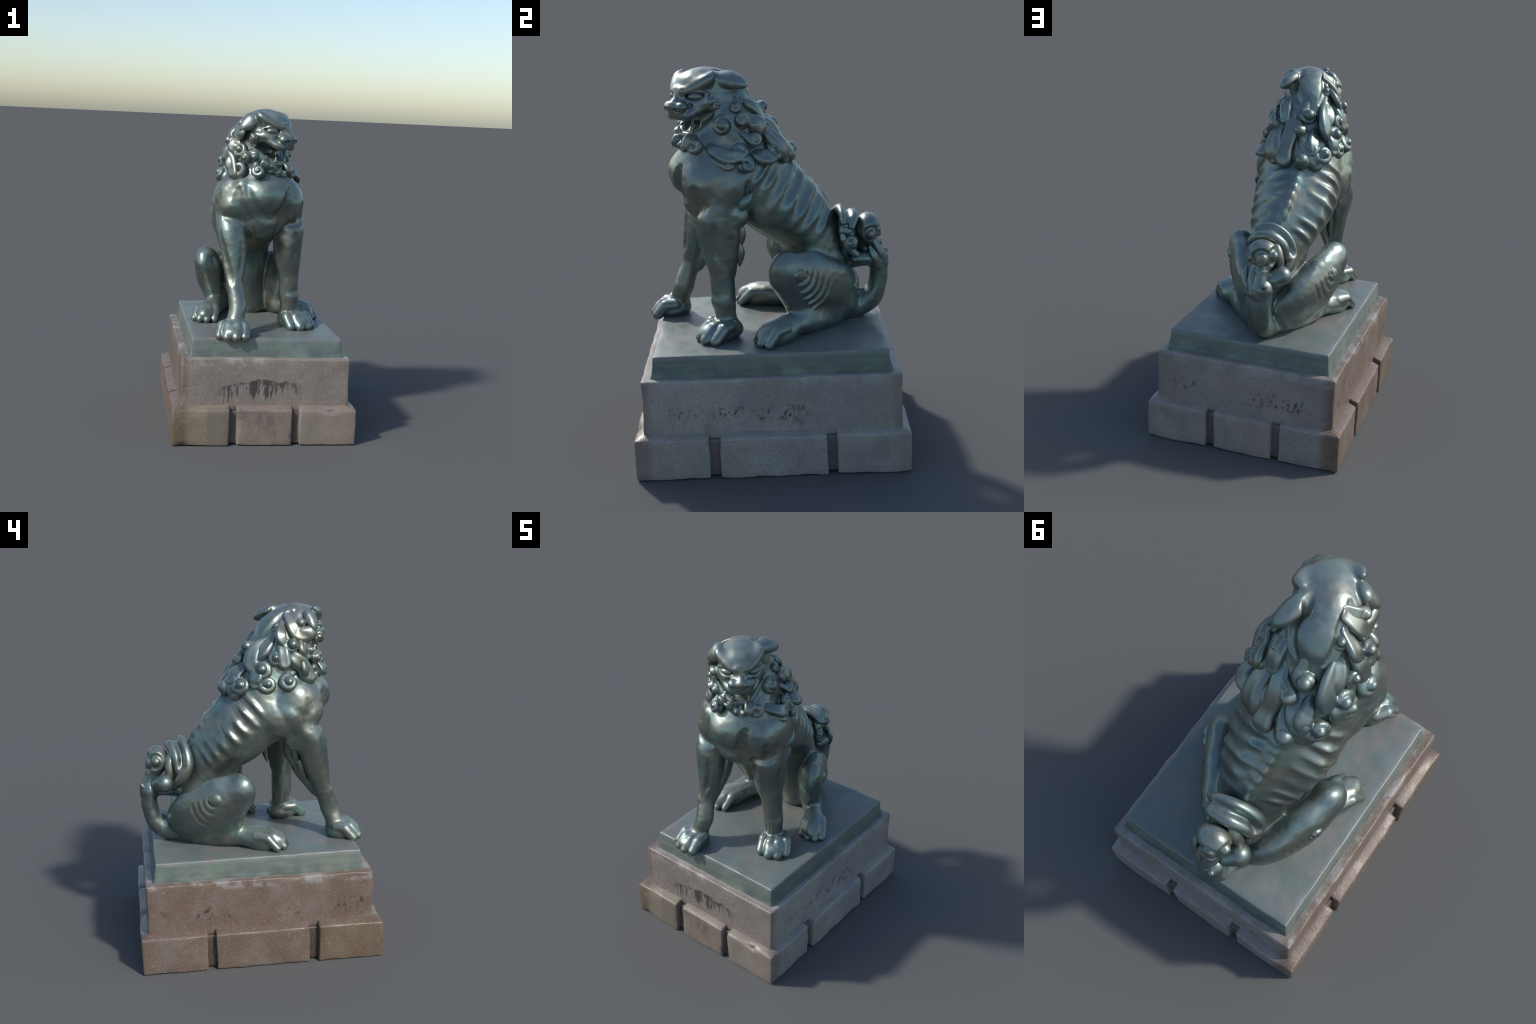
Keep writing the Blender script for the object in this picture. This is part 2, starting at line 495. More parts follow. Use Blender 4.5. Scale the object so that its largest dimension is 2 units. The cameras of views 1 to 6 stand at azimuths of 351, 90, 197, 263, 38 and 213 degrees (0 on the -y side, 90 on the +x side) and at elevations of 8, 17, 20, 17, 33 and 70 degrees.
body.add(Ball((-.312, .088, 1.0), (.076, .072, .085)), .03, "right_hind")
body.add(Tube([(-.295, .088, .95), (-.265, .135, .81), (-.235, .18, .72)], [.070, .066, .060]), .03, "right_hind")
body.add(Tube([(-.105, .375, .67), (-.185, .25, .68), (-.235, .12, .69), (-.275, .02, .695), (-.305, -.04, .69)], [.053, .058, .058, .058, .057]), .045, "right_hind")
body.add(Tube([(-.215, .18, .75), (-.168, .28, .74), (-.11, .36, .73)], [.048, .066, .073]), .03, "right_hind")
body.add(Ball((-.05, .32, .71), (.13, .13, .09)), .03, "torso")

# --- tail: rises from the ground in an open loop and returns to the rump
body.add(Tube([(-.045, .38, .665), (-.048, .48, .690), (-.048, .572, .755), (-.048, .600, .86), (-.050, .597, .94)], [.085, .070, .068, .070, .072], ((0, 1, .15), 1.5)), .025, "tail")
body.add(Tube([(-.060, .602, .95), (-.055, .53, .945), (-.05, .41, .95)], [.05, .036, .055]), .02, "tail")
body.add(Ball((-.05, .43, 1.08), (.09, .06, .115)), .02, "tail")

# --- head, in its own frame: f forward, l to the lion's left, z up (turned 45 degrees to its left)
HO = V(-.023, -.2920, 1.798)
HF, HL, HU = unit((.70, -.714, 0)), unit((.714, .70, 0)), V(0, 0, 1)
H = lambda f, l, z: HO + f * HF + l * HL + z * HU
HA = np.array([HF, HL, HU])
both = (1, -1)

body.add(Ball(H(-.005, .005, .082), (.125, .122, .115), HA), .04, "head")
body.add(Ball(H(.055, 0, .045), (.095, .103, .085), HA), .03, "head")
body.add(Ball(H(.055, 0, .130), (.085, .10, .058), HA), .04, "head")               # forehead dome
body.add(Tube([H(.09, 0, .045), H(.15, 0, .02), H(.17, 0, .0)], [.065, .055, .045]), .03, "head")   # muzzle
body.add(Tube([H(.14, 0, .085), H(.175, 0, .055), H(.205, 0, .032)], [.022, .02, .022]), .018, "head")
for s in both:
    # brows flow out of the skull and overhang the sockets; lids around the eyes
    body.add(Tube([H(.148, s * .018, .096), H(.138, s * .05, .100), H(.102, s * .087, .125), H(.060, s * .112, .152), H(.028, s * .113, .176)], [.018, .020, .023, .026, .014]), .035, "head")
    body.cut(Ball(H(.130, s * .082, .068), (.048, .030, .026), [unit(HF * -.55 + HL * s * .8), unit(HF * .8 + HL * s * .55), HU]), .008)
    body.add(Tube([H(.155, s * .020, .098), H(.143, s * .05, .097), H(.110, s * .088, .112), H(.070, s * .116, .130)], [.011, .010, .010, .008]), .010, "head")
    body.add(Ball(H(.156, s * .024, .101), .016), .008, "head")
    body.add(Tube([H(.148, s * .038, .058), H(.128, s * .078, .044), H(.092, s * .106, .058), H(.070, s * .118, .082)], [.011, .013, .012, .008]), .012, "head")
    body.add(Tube([H(.145, s * .045, .088), H(.118, s * .090, .095), H(.080, s * .115, .088)], [.007, .009, .006]), .006, "head")
    # nostril wings, lip edge sweeping back and up to the corner of the mouth
    body.add(Ball(H(.180, s * .045, .024), (.033, .031, .027), HA), .012, "head")
    body.add(Ball(H(.198, s * .016, .026), (.021, .024, .022), HA), .012, "head")
    body.add(Tube([H(.176, s * .02, -.020), H(.158, s * .058, -.018), H(.120, s * .085, .004), H(.075, s * .105, .018), H(.040, s * .118, .008)], [.024, .026, .022, .018, .014]), .014, "head")
    body.cut(Ball(H(.205, s * .040, .012), (.016, .018, .010), HA), .006)
    # cheek fold
    body.add(Tube([H(.12, s * .085, .03), H(.08, s * .108, .038), H(.04, s * .122, .045)], [.018, .02, .02]), .014, "head")
# open mouth
body.cut(Tube([H(.20, 0, -.090), H(.12, 0, -.080), H(.05, 0, -.055)], [.050, .056, .045], smooth=False), .012)
for s in both:
    body.cut(Tube([H(.15, s * .045, -.080), H(.10, s * .078, -.056), H(.045, s * .114, -.018)], [.036, .034, .015]), .010)
# lower jaw: a squared lip that runs back to the corners, floor and tongue
for s in both:
    body.add(Tube([H(.124, 0, -.126), H(.122, s * .040, -.124), H(.100, s * .062, -.114), H(.055, s * .095, -.080), H(.015, s * .122, -.035)], [.015, .016, .017, .018, .016]), .010, "jaw")
    body.add(Tube([H(.108, s * .035, -.143), H(.06, s * .075, -.115), H(.0, s * .115, -.075)], [.026, .03, .03]), .02, "jaw")
body.add(Tube([H(.100, 0, -.155), H(.03, 0, -.135)], [.032, .055]), .02, "jaw")
body.add(Tube([H(.108, 0, -.122), H(.08, 0, -.118), H(.03, 0, -.10)], [.016, .024, .03], flat=(HU, 1.6)), .01, "jaw")
body.add(Ball(H(.055, 0, -.150), (.068, .066, .030), HA), .02, "jaw")
# ears: drooping on the right, swept back on the left
body.add(Ball(H(-.022, -.122, .122), (.032, .058, .052), [unit(HF * .15 - HL * .85 + HU * .45), unit(HF * .25 - HL * .35 - HU * .9), unit(HF * .95 + HL * .25 + HU * .1)]), .014, "right_ear")
body.add(Tube([H(-.022, -.120, .130), H(-.035, -.145, .100), H(-.046, -.162, .068)], [.040, .037, .016], flat=(HF * .15 - HL * .85 + HU * .45, 1.35)), .012, "right_ear")
body.add(Tube([H(-.015, .105, .148), H(-.045, .150, .142), H(-.065, .190, .128), H(-.082, .222, .112)], [.042, .050, .040, .016], flat=(HF * .5 + HL * .3 + HU * .8, 1.3)), .012, "left_ear")

# --- relief: ribs, vertebrae, muscle grooves, whorls on the thighs
SPINE = spline(V((-.13, .19, 1.52), (-.125, .215, 1.46), (-.115, .255, 1.41), (-.10, .295, 1.35), (-.075, .325, 1.29), (-.06, .385, 1.18)), np.full(6, .02))[0]


def step(v, a, b):
    t = np.clip((v - a) / (b - a), 0, 1)
    return t * t * (3 - 2 * t)


def sway(p, k, seed):
    """A cheap smooth irregular wave field in -1..1."""
    x, y, z = p[..., 0], p[..., 1], p[..., 2]
    return (np.sin(k * (x + .7 * y) + seed) + np.sin(k * (1.3 * z - .6 * y) + 2.1 * seed) + np.sin(k * (.8 * z + 1.1 * x) + 3.7 * seed)) / 3


def lumps(p, freq, seed):
    """Smooth value noise in -1..1 on a hashed lattice."""
    q = np.asarray(p, np.float64) * freq + seed * 17.3 + 100
    i = np.floor(q).astype(np.int64); f = q - i; f = f * f * (3 - 2 * f)
    out = 0.
    for dx in (0, 1):
        for dy in (0, 1):
            for dz in (0, 1):
                h = (i[..., 0] + dx) * 374761393 + (i[..., 1] + dy) * 668265263 + (i[..., 2] + dz) * 2147483647
                h = ((h ^ (h >> 13)) * 1274126177) & 0xFFFFFF
                w = (f[..., 0] if dx else 1 - f[..., 0]) * (f[..., 1] if dy else 1 - f[..., 1]) * (f[..., 2] if dz else 1 - f[..., 2])
                out = out + w * (h / 8388607.5 - 1)
    return out


def ribs(p):
    x, y, z = p[..., 0], p[..., 1], p[..., 2]
    q = .77 * y - .63 * z - .12 * (np.abs(x + .07) - .2) + .012 * sway(p, 14, 1.) + .008 * lumps(p, 9, 5)
    wave = np.cos((q + .945) * 2 * np.pi / .073)
    wave = wave + .25 * wave * wave
    side = step(np.abs(x + .062 + .065 * step(z, 1.18, 1.46)), .035, .13)
    along = step(y, -.09, -.01) * step(z, .96, 1.08) * step(q, -1.02, -.96) * (1 - step(q, -.50, -.44))
    belly = step(y * .60 + z * .80, .99, 1.13)
    return -(.0050 + .0052 * lumps(p, 11, 3)) * wave * side * along * belly


body.field(ribs, (-.42, -.12, .95), (.28, .45, 1.62))


def flesh(p):
    """Uneven hand-modelled surface of the cast."""
    return (.0022 * lumps(p, 15, 1) + .0010 * lumps(p, 40, 2)).astype(np.float32)


body.field(flesh, (-.5, -.7, .55), (.5, .75, 2.1))
# the back slopes like a roof either side of the spine
for x, deep in ((.125, .014), (-.215, .040)):
    body.dent(Tube([(x, .16, 1.50), (x * .98, .22, 1.42), (x * .95, .275, 1.32), (x * .86, .335, 1.20), (x * .75, .375, 1.06)], .02), deep, .12)
for i, t in enumerate(np.linspace(.05, .8, 6)):
    c = body.snap(SPINE[int(t * (len(SPINE) - 1))])
    body.add(Ball(c - .017 * body.normal(c), (.024, .022, .030)), .022, "torso")


body.dent(Tube(SPINE, .004, smooth=False), -.007, .032)


def groove(pts, depth=.012, soft=.03):
    """A crease along the skin that fades out at both ends."""
    p, _ = spline(np.array(pts), np.zeros(len(pts)), 3)
    p = np.array([body.snap(x, 0, 2) for x in p])
    fade = np.linspace(-1, 1, len(p))
    body.dent(Tube(p, .003 - soft * .8 * fade ** 4, smooth=False), depth, soft)


groove([(.125, -.40, 1.53), (.10, -.41, 1.46), (.07, -.39, 1.37), (.04, -.33, 1.27)], .026, .045)            # cleft of the breast
groove([(-.14, -.45, 1.54), (-.12, -.45, 1.48), (-.07, -.43, 1.41), (-.005, -.41, 1.365), (.035, -.40, 1.37), (.075, -.40, 1.43), (.115, -.40, 1.50)], .013, .050)
groove([(-.19, -.42, 1.54), (-.17, -.42, 1.44), (-.12, -.40, 1.36), (-.05, -.34, 1.28)], .016, .048)
groove([(-.27, -.30, 1.50), (-.265, -.31, 1.44), (-.27, -.30, 1.36), (-.26, -.32, 1.30)], .008, .04)
groove([(-.26, -.35, 1.34), (-.21, -.39, 1.315), (-.14, -.38, 1.30)], .008, .03)
groove([(.12, -.39, 1.44), (.135, -.37, 1.36), (.16, -.34, 1.30)], .014, .04)
groove([(.195, -.34, 1.44), (.205, -.32, 1.36), (.222, -.27, 1.31)], .016, .04)
groove([(.10, -.33, 1.295), (.17, -.33, 1.30), (.23, -.27, 1.30)], .012, .03)
groove([(.19, -.08, 1.45), (.20, -.075, 1.40), (.20, -.07, 1.34)], .012, .03)
body.add(Tube([(-.165, -.24, 1.27), (-.155, -.235, 1.17), (-.145, -.275, 1.09), (-.148, -.29, 1.04), (-.16, -.375, .91)], [.05, .05, .045, .04, .028], flat=((1, 0, 0), 1.4)), .02, "right_fore")
groove([(-.245, -.36, 1.26), (-.235, -.40, 1.12), (-.215, -.44, 1.0), (-.20, -.46, .92)], .012, .030)        # tendons of the forelegs
groove([(-.16, -.42, 1.22), (-.15, -.43, 1.10), (-.16, -.46, .98)], .008, .022)
groove([(.19, -.34, 1.26), (.195, -.33, 1.18), (.19, -.32, 1.08)], .010, .026)
groove([(.22, -.25, 1.26), (.23, -.25, 1.16), (.22, -.24, 1.04)], .010, .026)


groove([(.006, -.235, 1.985), (.006, -.205, 1.945), (.004, -.178, 1.898), (-.02, -.13, 1.85), (-.04, -.08, 1.81)], .016, .030)          # locks parting at the crown
groove([(-.110, -.230, 1.968), (-.108, -.195, 1.92), (-.105, -.175, 1.882), (-.108, -.135, 1.84), (-.110, -.10, 1.81)], .018, .026)
groove([(-.10, -.285, 1.985), (-.135, -.255, 1.94), (-.155, -.24, 1.90)], .012, .022)


def thigh_whorl(c, n, fwd, folds, depth):
    """A small raised spiral with hair folds trailing behind and below it."""
    c = body.snap(c); n = unit(n)
    u = unit(V(0, 0, 1) - n * n[2]); w = unit(np.cross(n, u)); w = w * np.sign(w @ V(*fwd) + 1e-9)
    at = lambda a, b, lift=0.: body.snap(c + a * w + b * u, lift, 2)
    for i in range(folds):
        R = .045 + .034 * i
        droop = .012 * i
        arc = np.radians(np.linspace(165 + 5 * i, 275 - 9 * i, 5))
        groove([at(R * math.cos(a) * .95, R * math.sin(a) - droop) for a in arc], depth * (1 + .1 * math.sin(5 * i)), .013)
        R += .014
        groove([at(R * math.cos(a) * .95, R * math.sin(a) - droop) for a in arc], -depth * .55, .020)
    turns = [at(.027 * (1 - t * .8) * math.cos(a), .027 * (1 - t * .8) * math.sin(a), -.002 + .007 * t) for t, a in zip(np.linspace(0, 1, 12), np.radians(np.linspace(200, 740, 12)))]
    body.add(Tube(turns, np.linspace(.013, .010, 12), smooth=False), .006, None)


thigh_whorl((.282, .166, .977), (.84, .53, -.1), (0, -1, 0), 5, .010)
thigh_whorl((-.361, .238, .961), (-.9, .40, -.2), (0, -1, 0), 4, .0045)

# ------------------------------------------------------------------ build the skin and part it by region

PARTS = {"torso": "torso", "neck": "neck", "head": "head", "jaw": "jaw", "right_ear": "ear", "left_ear": "ear",
         "right_fore": "forelimb", "left_fore": "forelimb", "right_fore_paw": "paw", "left_fore_paw": "paw",
         "right_hind": "hindlimb", "left_hind": "hindlimb", "right_hind_paw": "paw", "left_hind_paw": "paw", "tail": "tail"}
HOLDER = {"paw": {"right_fore_paw": "right_fore", "left_fore_paw": "left_fore", "right_hind_paw": "right_hind", "left_hind_paw": "left_hind"},
          "ear": {"right_ear": "head", "left_ear": "head"}, "jaw": {"jaw": "head"}}


def build_body(root, mat):
    v, q = body.skin((-.48, -.68, .59), (.46, .71, 2.04), .005)
    nrm = vertex_normals(v, q)
    mid = v[q].mean(1)
    names = list(PARTS)
    best, lab = np.full(len(mid), 9.), np.zeros(len(mid), int)
    for kind, shape, k, group in body.ops:
        if kind == "add" and group:
            near = ((mid > shape.lo - .1) & (mid < shape.hi + .1)).all(1)
            d = np.full(len(mid), 9.); d[near] = shape.d(mid[near])
            m = d < best
            best[m] = d[m]; lab[m] = names.index(group)
    made = {}
    for i, g in enumerate(names):
        f = q[lab == i]
        if not len(f): continue
        used, inv = np.unique(f, return_inverse=True)
        me = make_mesh(PARTS[g], v[used], inv.reshape(-1, 4))
        me.normals_split_custom_set_from_vertices(nrm[used].astype(np.float32))
        made[g] = put(PARTS[g], me, root, mat)
    for kind in HOLDER.values():
        for g, h in kind.items():
            if g in made: made[g].parent = made[h]
    return made


# ------------------------------------------------------------------ mane locks, tufts

def ring_frame(n, up=(0, 0, 1)):
    n = unit(n); u = V(*up) - n * (V(*up) @ n)
    u = unit(u); return n, u, np.cross(u, n)      # right-hand side as the viewer facing the lock sees it


def lock(c, root, size, turn=1, mids=(), ball=.5, turns=1.15, start=None, dish=True, n=None, sink=.62, body_r=None, lift=.3):
    """A curled strand.  c = top of its curl, root and mids = (right, up) offsets from it as seen by a viewer
    facing it, size = outer radius of the curl, turn = 1 for an anticlockwise curl."""
    c = np.asarray(c, float)
    n_, u, w = ring_frame(body.normal(c) if n is None else n)
    gap = body.at(c)[0] if n is None else 9.
    c = c - n_ * min(sink * size, max(gap - .10 * size, .40 * size))
    R, r = size * .62, size * .38
    body_r = (body_r or r * 1.4) * 1.32
    sc = Sculpt()
    at = lambda a, b, z=0.: c + a * w + b * u + z * n_
    hug = lambda a, b, k=.6: body.snap(at(a, b), body_r * k) if n is None else at(a, b)
    last = mids[-1] if len(mids) else root
    if start is None:
        start = math.atan2(last[1], last[0]) + turn * .9
    ang = start + turn * np.linspace(0, turns * 2 * math.pi, int(12 * turns) + 4)
    t = np.linspace(0, 1, len(ang))
    rad = R * (1 - .60 * t ** 1.3)
    curl = [at(a * math.cos(g), a * math.sin(g), lift * size * k) for a, g, k in zip(rad, ang, t)]
    lead = [hug(*root, -.45)] + [hug(*m) for m in mids]
    pts = lead + curl[:2]
    rr = list(np.linspace(body_r * .6, body_r, len(lead))) + [r * 1.02, r]
    sc.add(Tube(pts, rr, flat=(n_, 1.65)), 0)
    sc.add(Tube(curl, r * (1.0 - .35 * t), smooth=False), .008)
    sc.add(Ball(at(0, 0, (-.35 if ball > .35 else -.55) * size), (size * .85, size * .85, size * .55), [w, u, n_]), .01)   # body of the curl
    if ball:
        sc.add(Ball(at(R * .05, 0, (.18 + .35 * ball) * size), ball * size * .68), .005)
    # a hollow along the strand leaves a raised rim on both sides
    if len(lead) > 1:
        line = [x + n_ * body_r * .7 for x in lead + curl[:1]]
        sc.dent(Tube(line, body_r * .05), body_r * .20, body_r * .75)
    return sc


def strand(pts, rad, lift=.35, flat=1.2, tip=None, grow=1.4):
    """A thick strand lying on the skin, optionally ending in a knob."""
    rad = [r * grow for r in rad]
    pts = [body.snap(p, (lift - .12) * r if i else -.45 * r) for i, (p, r) in enumerate(zip(pts, rad))]
    n = body.normal(pts[len(pts) // 2])
    sc = Sculpt().add(Tube(pts, rad, (n, flat * 1.55)), 0)
    sc.dent(Tube([p + body.normal(p) * r * .5 for p, r in zip(pts, rad)], .002), max(rad) * .16, max(rad) * .62)
    if tip:
        sc.add(Ball(pts[-1] + n * rad[-1] * tip[1], tip[0]), .008)
    return sc


def tuft(pts, rad, flat=None, k=.006):
    return Sculpt().add(Tube(pts, rad, flat), k)


def bake(name, sc, parent, mat, h=.004):
    lo = np.min([o[1].lo for o in sc.ops], 0) - .02
    hi = np.max([o[1].hi for o in sc.ops], 0) + .02
    v, q = sc.skin(lo, hi, h, 1)
    return put(name, make_mesh(name, v, q), parent, mat)


def mane():
    L = []
    # right flank of the neck
    L.append(lock((-.150, -.160, 1.894), (.045, .075), .044, 1, ball=.6))
    L.append(lock((-.249, -.060, 1.673), (.045, .18), .070, 1, [(-.035, .12), (-.06, .04)], ball=.62, body_r=.034))
    L.append(lock((-.241, -.239, 1.805), (-.04, .16), .052, 1, [(-.055, .06)], ball=.75, body_r=.026))
    L.append(strand([(-.13, -.23, 1.965), (-.165, -.25, 1.89), (-.18, -.285, 1.845), (-.175, -.345, 1.84)], [.022, .026, .032, .028]))
    L.append(strand([(-.13, -.25, 1.97), (-.16, -.275, 1.94), (-.172, -.300, 1.908)], [.018, .018, .022], tip=(.024, .3)))
    L.append(lock((-.253, -.137, 1.737), (.075, -.03), .050, -1, ball=.55, body_r=.026))
    L.append(lock((-.222, .061, 1.586), (.01, .16), .064, 1, [(-.05, .06)], ball=.55, body_r=.030))
    L.append(lock((-.272, -.090, 1.592), (.03, .11), .066, 1, ball=.5, body_r=.032))
    L.append(lock((-.296, -.208, 1.611), (.06, .07), .062, 1, ball=.55, body_r=.034, sink=.8))
    L.append(strand([(-.205, -.215, 1.745), (-.235, -.265, 1.71), (-.235, -.315, 1.665), (-.225, -.35, 1.615)], [.026, .032, .032, .034]))
    L.append(lock((-.190, -.375, 1.640), (-.045, .11), .072, 1, [(-.065, .03)], ball=.22, turns=.7, sink=.45, body_r=.028))
    L.append(lock((-.181, -.348, 1.754), (-.01, .075), .054, 1, [(-.05, .02)], ball=.62))
    L.append(lock((-.225, -.285, 1.72), (-.02, .08), .048, -1, ball=.5))
    L.append(lock((-.128, -.416, 1.815), (-.03, -.05), .036, -1, ball=.5))
    L.append(lock((-.195, -.310, 1.79), (-.02, .06), .042, 1, ball=.5))
    L.append(lock((-.165, -.405, 1.70), (-.03, .06), .042, 1, ball=.5))
    L.append(strand([(-.235, -.02, 1.70), (-.245, -.03, 1.64), (-.25, -.02, 1.59)], [.022, .030, .022], .4, 1.0))
    L.append(strand([(-.19, -.19, 1.82), (-.225, -.185, 1.76), (-.245, -.19, 1.70)], [.022, .028, .030], .4, 1.0))
    # under the jaw, the beard
    L.append(lock((-.096, -.413, 1.711), (.07, .0), .046, -1, ball=.7, body_r=.030))
    L.append(lock((-.080, -.465, 1.637), (-.02, .06), .048, 1, ball=.45))
    L.append(lock((.005, -.439, 1.644), (-.03, .06), .044, 1, [(-.038, .02)], ball=.3, turns=.8))
    L.append(lock((.060, -.420, 1.622), (-.015, .06), .030, 1, ball=.6))
    L.append(lock((.100, -.400, 1.620), (-.02, .07), .028, 1, ball=.6))
    L.append(lock((.155, -.335, 1.637), (-.035, .07), .050, 1, [(-.045, .02)], ball=.3, turns=.8))
    # left flank
    L.append(lock((.150, -.197, 1.725), (.04, .08), .056, 1, ball=.55))
    L.append(lock((.145, -.085, 1.750), (.055, -.085), .052, 1, [(.075, -.03)], ball=.45, turns=.75, body_r=.034))
    L.append(lock((.190, -.115, 1.610), (-.17, .05), .058, 1, [(-.11, -.01), (-.06, -.045)], ball=.3, turns=.75, body_r=.030))
    L.append(lock((.219, -.166, 1.550), (-.10, .07), .040, 1, ball=.5, body_r=.030))
    L.append(lock((.222, -.070, 1.540), (-.11, .05), .056, -1, [(-.05, .05)], ball=.25, turns=.75, body_r=.028))
    L.append(lock((.115, .068, 1.611), (-.12, .01), .062, 1, [(-.07, -.04)], ball=.55, body_r=.034))
    L.append(lock((.117, .005, 1.716), (-.03, .09), .046, 1, ball=.5, body_r=.030))
    L.append(lock((.065, -.036, 1.825), (.02, .07), .040, 1, ball=.5, body_r=.028))
    L.append(lock((.120, -.125, 1.815), (.0, .07), .036, -1, ball=.5))
    L.append(lock((.105, -.215, 1.825), (.05, .02), .028, 1, ball=.5))
    L.append(lock((.170, -.02, 1.66), (-.07, .05), .042, 1, ball=.4))
    # nape
    L.append(lock((-.103, .002, 1.779), (-.01, .10), .056, 1, ball=.8, sink=.75))
    L.append(strand([(.01, .0, 1.775), (-.015, .06, 1.70), (-.01, .105, 1.61), (-.01, .125, 1.55)], [.026, .030, .028, .034], .5, 1.0))
    L.append(strand([(.01, .03, 1.74), (-.03, .06, 1.735), (-.071, .072, 1.712)], [.024, .028, .028], .4, 1.0, tip=(.030, .3)))
    L.append(strand([(-.095, .06, 1.70), (-.125, .09, 1.645), (-.15, .105, 1.61)], [.028, .032, .036], .4, 1.0))
    L.append(strand([(-.07, .09, 1.67), (-.10, .12, 1.60), (-.121, .145, 1.555)], [.020, .026, .034], .45, 1.0, tip=(.036, .3)))
    L.append(strand([(-.11, .135, 1.58), (-.13, .19, 1.575)], [.022, .006], .6, 1.0))
    L.append(strand([(-.165, .08, 1.64), (-.17, .115, 1.57), (-.20, .115, 1.535)], [.024, .034, .030], .45, 1.0))
    L.append(strand([(.075, .02, 1.74), (.085, .06, 1.66), (.07, .10, 1.59), (.065, .12, 1.545)], [.022, .034, .040, .024], .5, 1.0))
    L.append(strand([(.03, .04, 1.70), (.035, .075, 1.64), (.03, .09, 1.60)], [.026, .030, .024], .4, 1.0))
    L.append(strand([(.06, -.075, 1.85), (.045, -.03, 1.80), (.04, .01, 1.75)], [.022, .026, .022], .4, 1.0))
    L.append(strand([(-.20, -.11, 1.83), (-.205, -.07, 1.77), (-.19, -.03, 1.72)], [.026, .030, .024], .4, 1.0))
    return L


# ------------------------------------------------------------------ pedestal

def worn_box(lo, hi, r, cell=.03, wear=.004, seed=0., taper=0., wave=0.):
    """A block with rounded, slightly worn edges."""
    lo, hi = V(*lo), V(*hi)
    def ticks(a, b):
        edge = [0, .25 * r, .6 * r, r]
        inner = np.linspace(a + r, b - r, max(2, int((b - a - 2 * r) / cell) + 1))
        return np.concatenate([a + np.array(edge[:-1]), inner, b - np.array(edge[:-1])[::-1]])
    T = [ticks(lo[i], hi[i]) for i in range(3)]
    vs, qs, base = [], [], 0
    for a in range(3):
        b, c = (a + 1) % 3, (a + 2) % 3
        for side, x in ((0, lo[a]), (1, hi[a])):
            B, C = np.meshgrid(T[b], T[c], indexing="ij")
            p = np.zeros(B.shape + (3,)); p[..., a], p[..., b], p[..., c] = x, B, C
            k = np.arange(B.size).reshape(B.shape) + base
            q = np.stack([k[:-1, :-1], k[1:, :-1], k[1:, 1:], k[:-1, 1:]], -1).reshape(-1, 4)
            qs.append(q if side else q[:, ::-1]); vs.append(p.reshape(-1, 3)); base += B.size
    v, q = np.concatenate(vs), np.concatenate(qs)
    key, first, inv = np.unique(np.round(v, 6), axis=0, return_index=True, return_inverse=True)
    v, q = v[first], inv.reshape(-1)[q]
    core = np.clip(v, lo + r, hi - r)
    off = v - core
    ln = np.linalg.norm(off, axis=1)[:, None]
    n = off / np.maximum(ln, 1e-9)
    v = core + n * r
    face_gap = np.sort(np.minimum(v - lo, hi - v), axis=1)          # distances to the nearest faces
    near_edge = np.clip(1 - face_gap[:, 1] / (3.2 * r), 0, 1)
    for i in range(len(v)):
        p = Vector(v[i])
        w = noise.fractal(p * 6 + Vector((seed, seed * 2, 0)), 1., 2., 4) * wear * .8
        chip = max(0, noise.noise(p * 9 + Vector((seed, 0, 3))) + .15) + .4 * max(0, noise.noise(p * 23 + Vector((0, seed, 1))))
        v[i] += n[i] * w
        v[i] -= unit(np.where(np.abs(off[i]) > 1e-9, np.sign(off[i]), 0) + 1e-9) * wear * 1.3 * chip * near_edge[i] ** 1.5
    return v, q


def build_pedestal(root):
    stone = stone_material("weathered_granite", stains=block_stains)
    v, q = worn_box((-.506, -.647, .20), (.513, .655, .520), .009, .022, .006, 1.)
    put("stone_block", make_mesh("stone_block", v, q), root, stone)
    v, q = worn_box((-.522, -.668, .003), (.528, .670, .205), .012, .04, .003, 5.)
    put("foundation_core", make_mesh("foundation_core", v, q), root, stone_material("joint_stone", (.15, .142, .134), shift=4.))
    X = [(-.558, -.218), (-.174, .163), (.208, .558)]
    Y = [(-.698, -.320), (-.268, .274), (.321, .698)]
    k = 0
    for i, (x0, x1) in enumerate(X):
        for j, (y0, y1) in enumerate(Y):
            if i == 1 and j == 1: continue
            if i == 1:
                y0, y1 = (y0, -.60) if j == 0 else (.60, y1)
            if j == 1:
                x0_, x1_ = (x0, -.46) if i == 0 else (.46, x1)
            else:
                x0_, x1_ = x0, x1
            k += 1
            v, q = worn_box((x0_, y0, .0), (x1_, y1, .218), .010, .025, .007, 10. + 3 * k)
            # tops slope up a little towards the wall, middle stones belly out
            e = np.minimum(.558 - np.abs(v[:, 0]), .698 - np.abs(v[:, 1]))
            top = np.clip((v[:, 2] - .15) / .06, 0, 1)
            v[:, 2] += top * np.clip(e, 0, .06) * .35
            v[:, 2] = np.maximum(v[:, 2], 0)
            tone = {(0, 0): (.29, .272, .225), (1, 0): (.30, .283, .26), (2, 0): (.325, .305, .275)}.get((i, j), (.31, .30, .282))
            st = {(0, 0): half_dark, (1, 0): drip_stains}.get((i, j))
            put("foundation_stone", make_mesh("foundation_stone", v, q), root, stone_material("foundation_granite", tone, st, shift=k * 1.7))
    v, q = worn_box((-.465, -.608, .505), (.482, .619, .633), .009, .02, .0045, 40.)
    # sides lean in towards the top
    t = (v[:, 2] - .515) / .11
    s = 1 - .038 * np.clip(t, 0, 1) ** .5
    v[:, 0] *= s; v[:, 1] *= s
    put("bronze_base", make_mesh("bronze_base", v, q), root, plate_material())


# ------------------------------------------------------------------ assemble

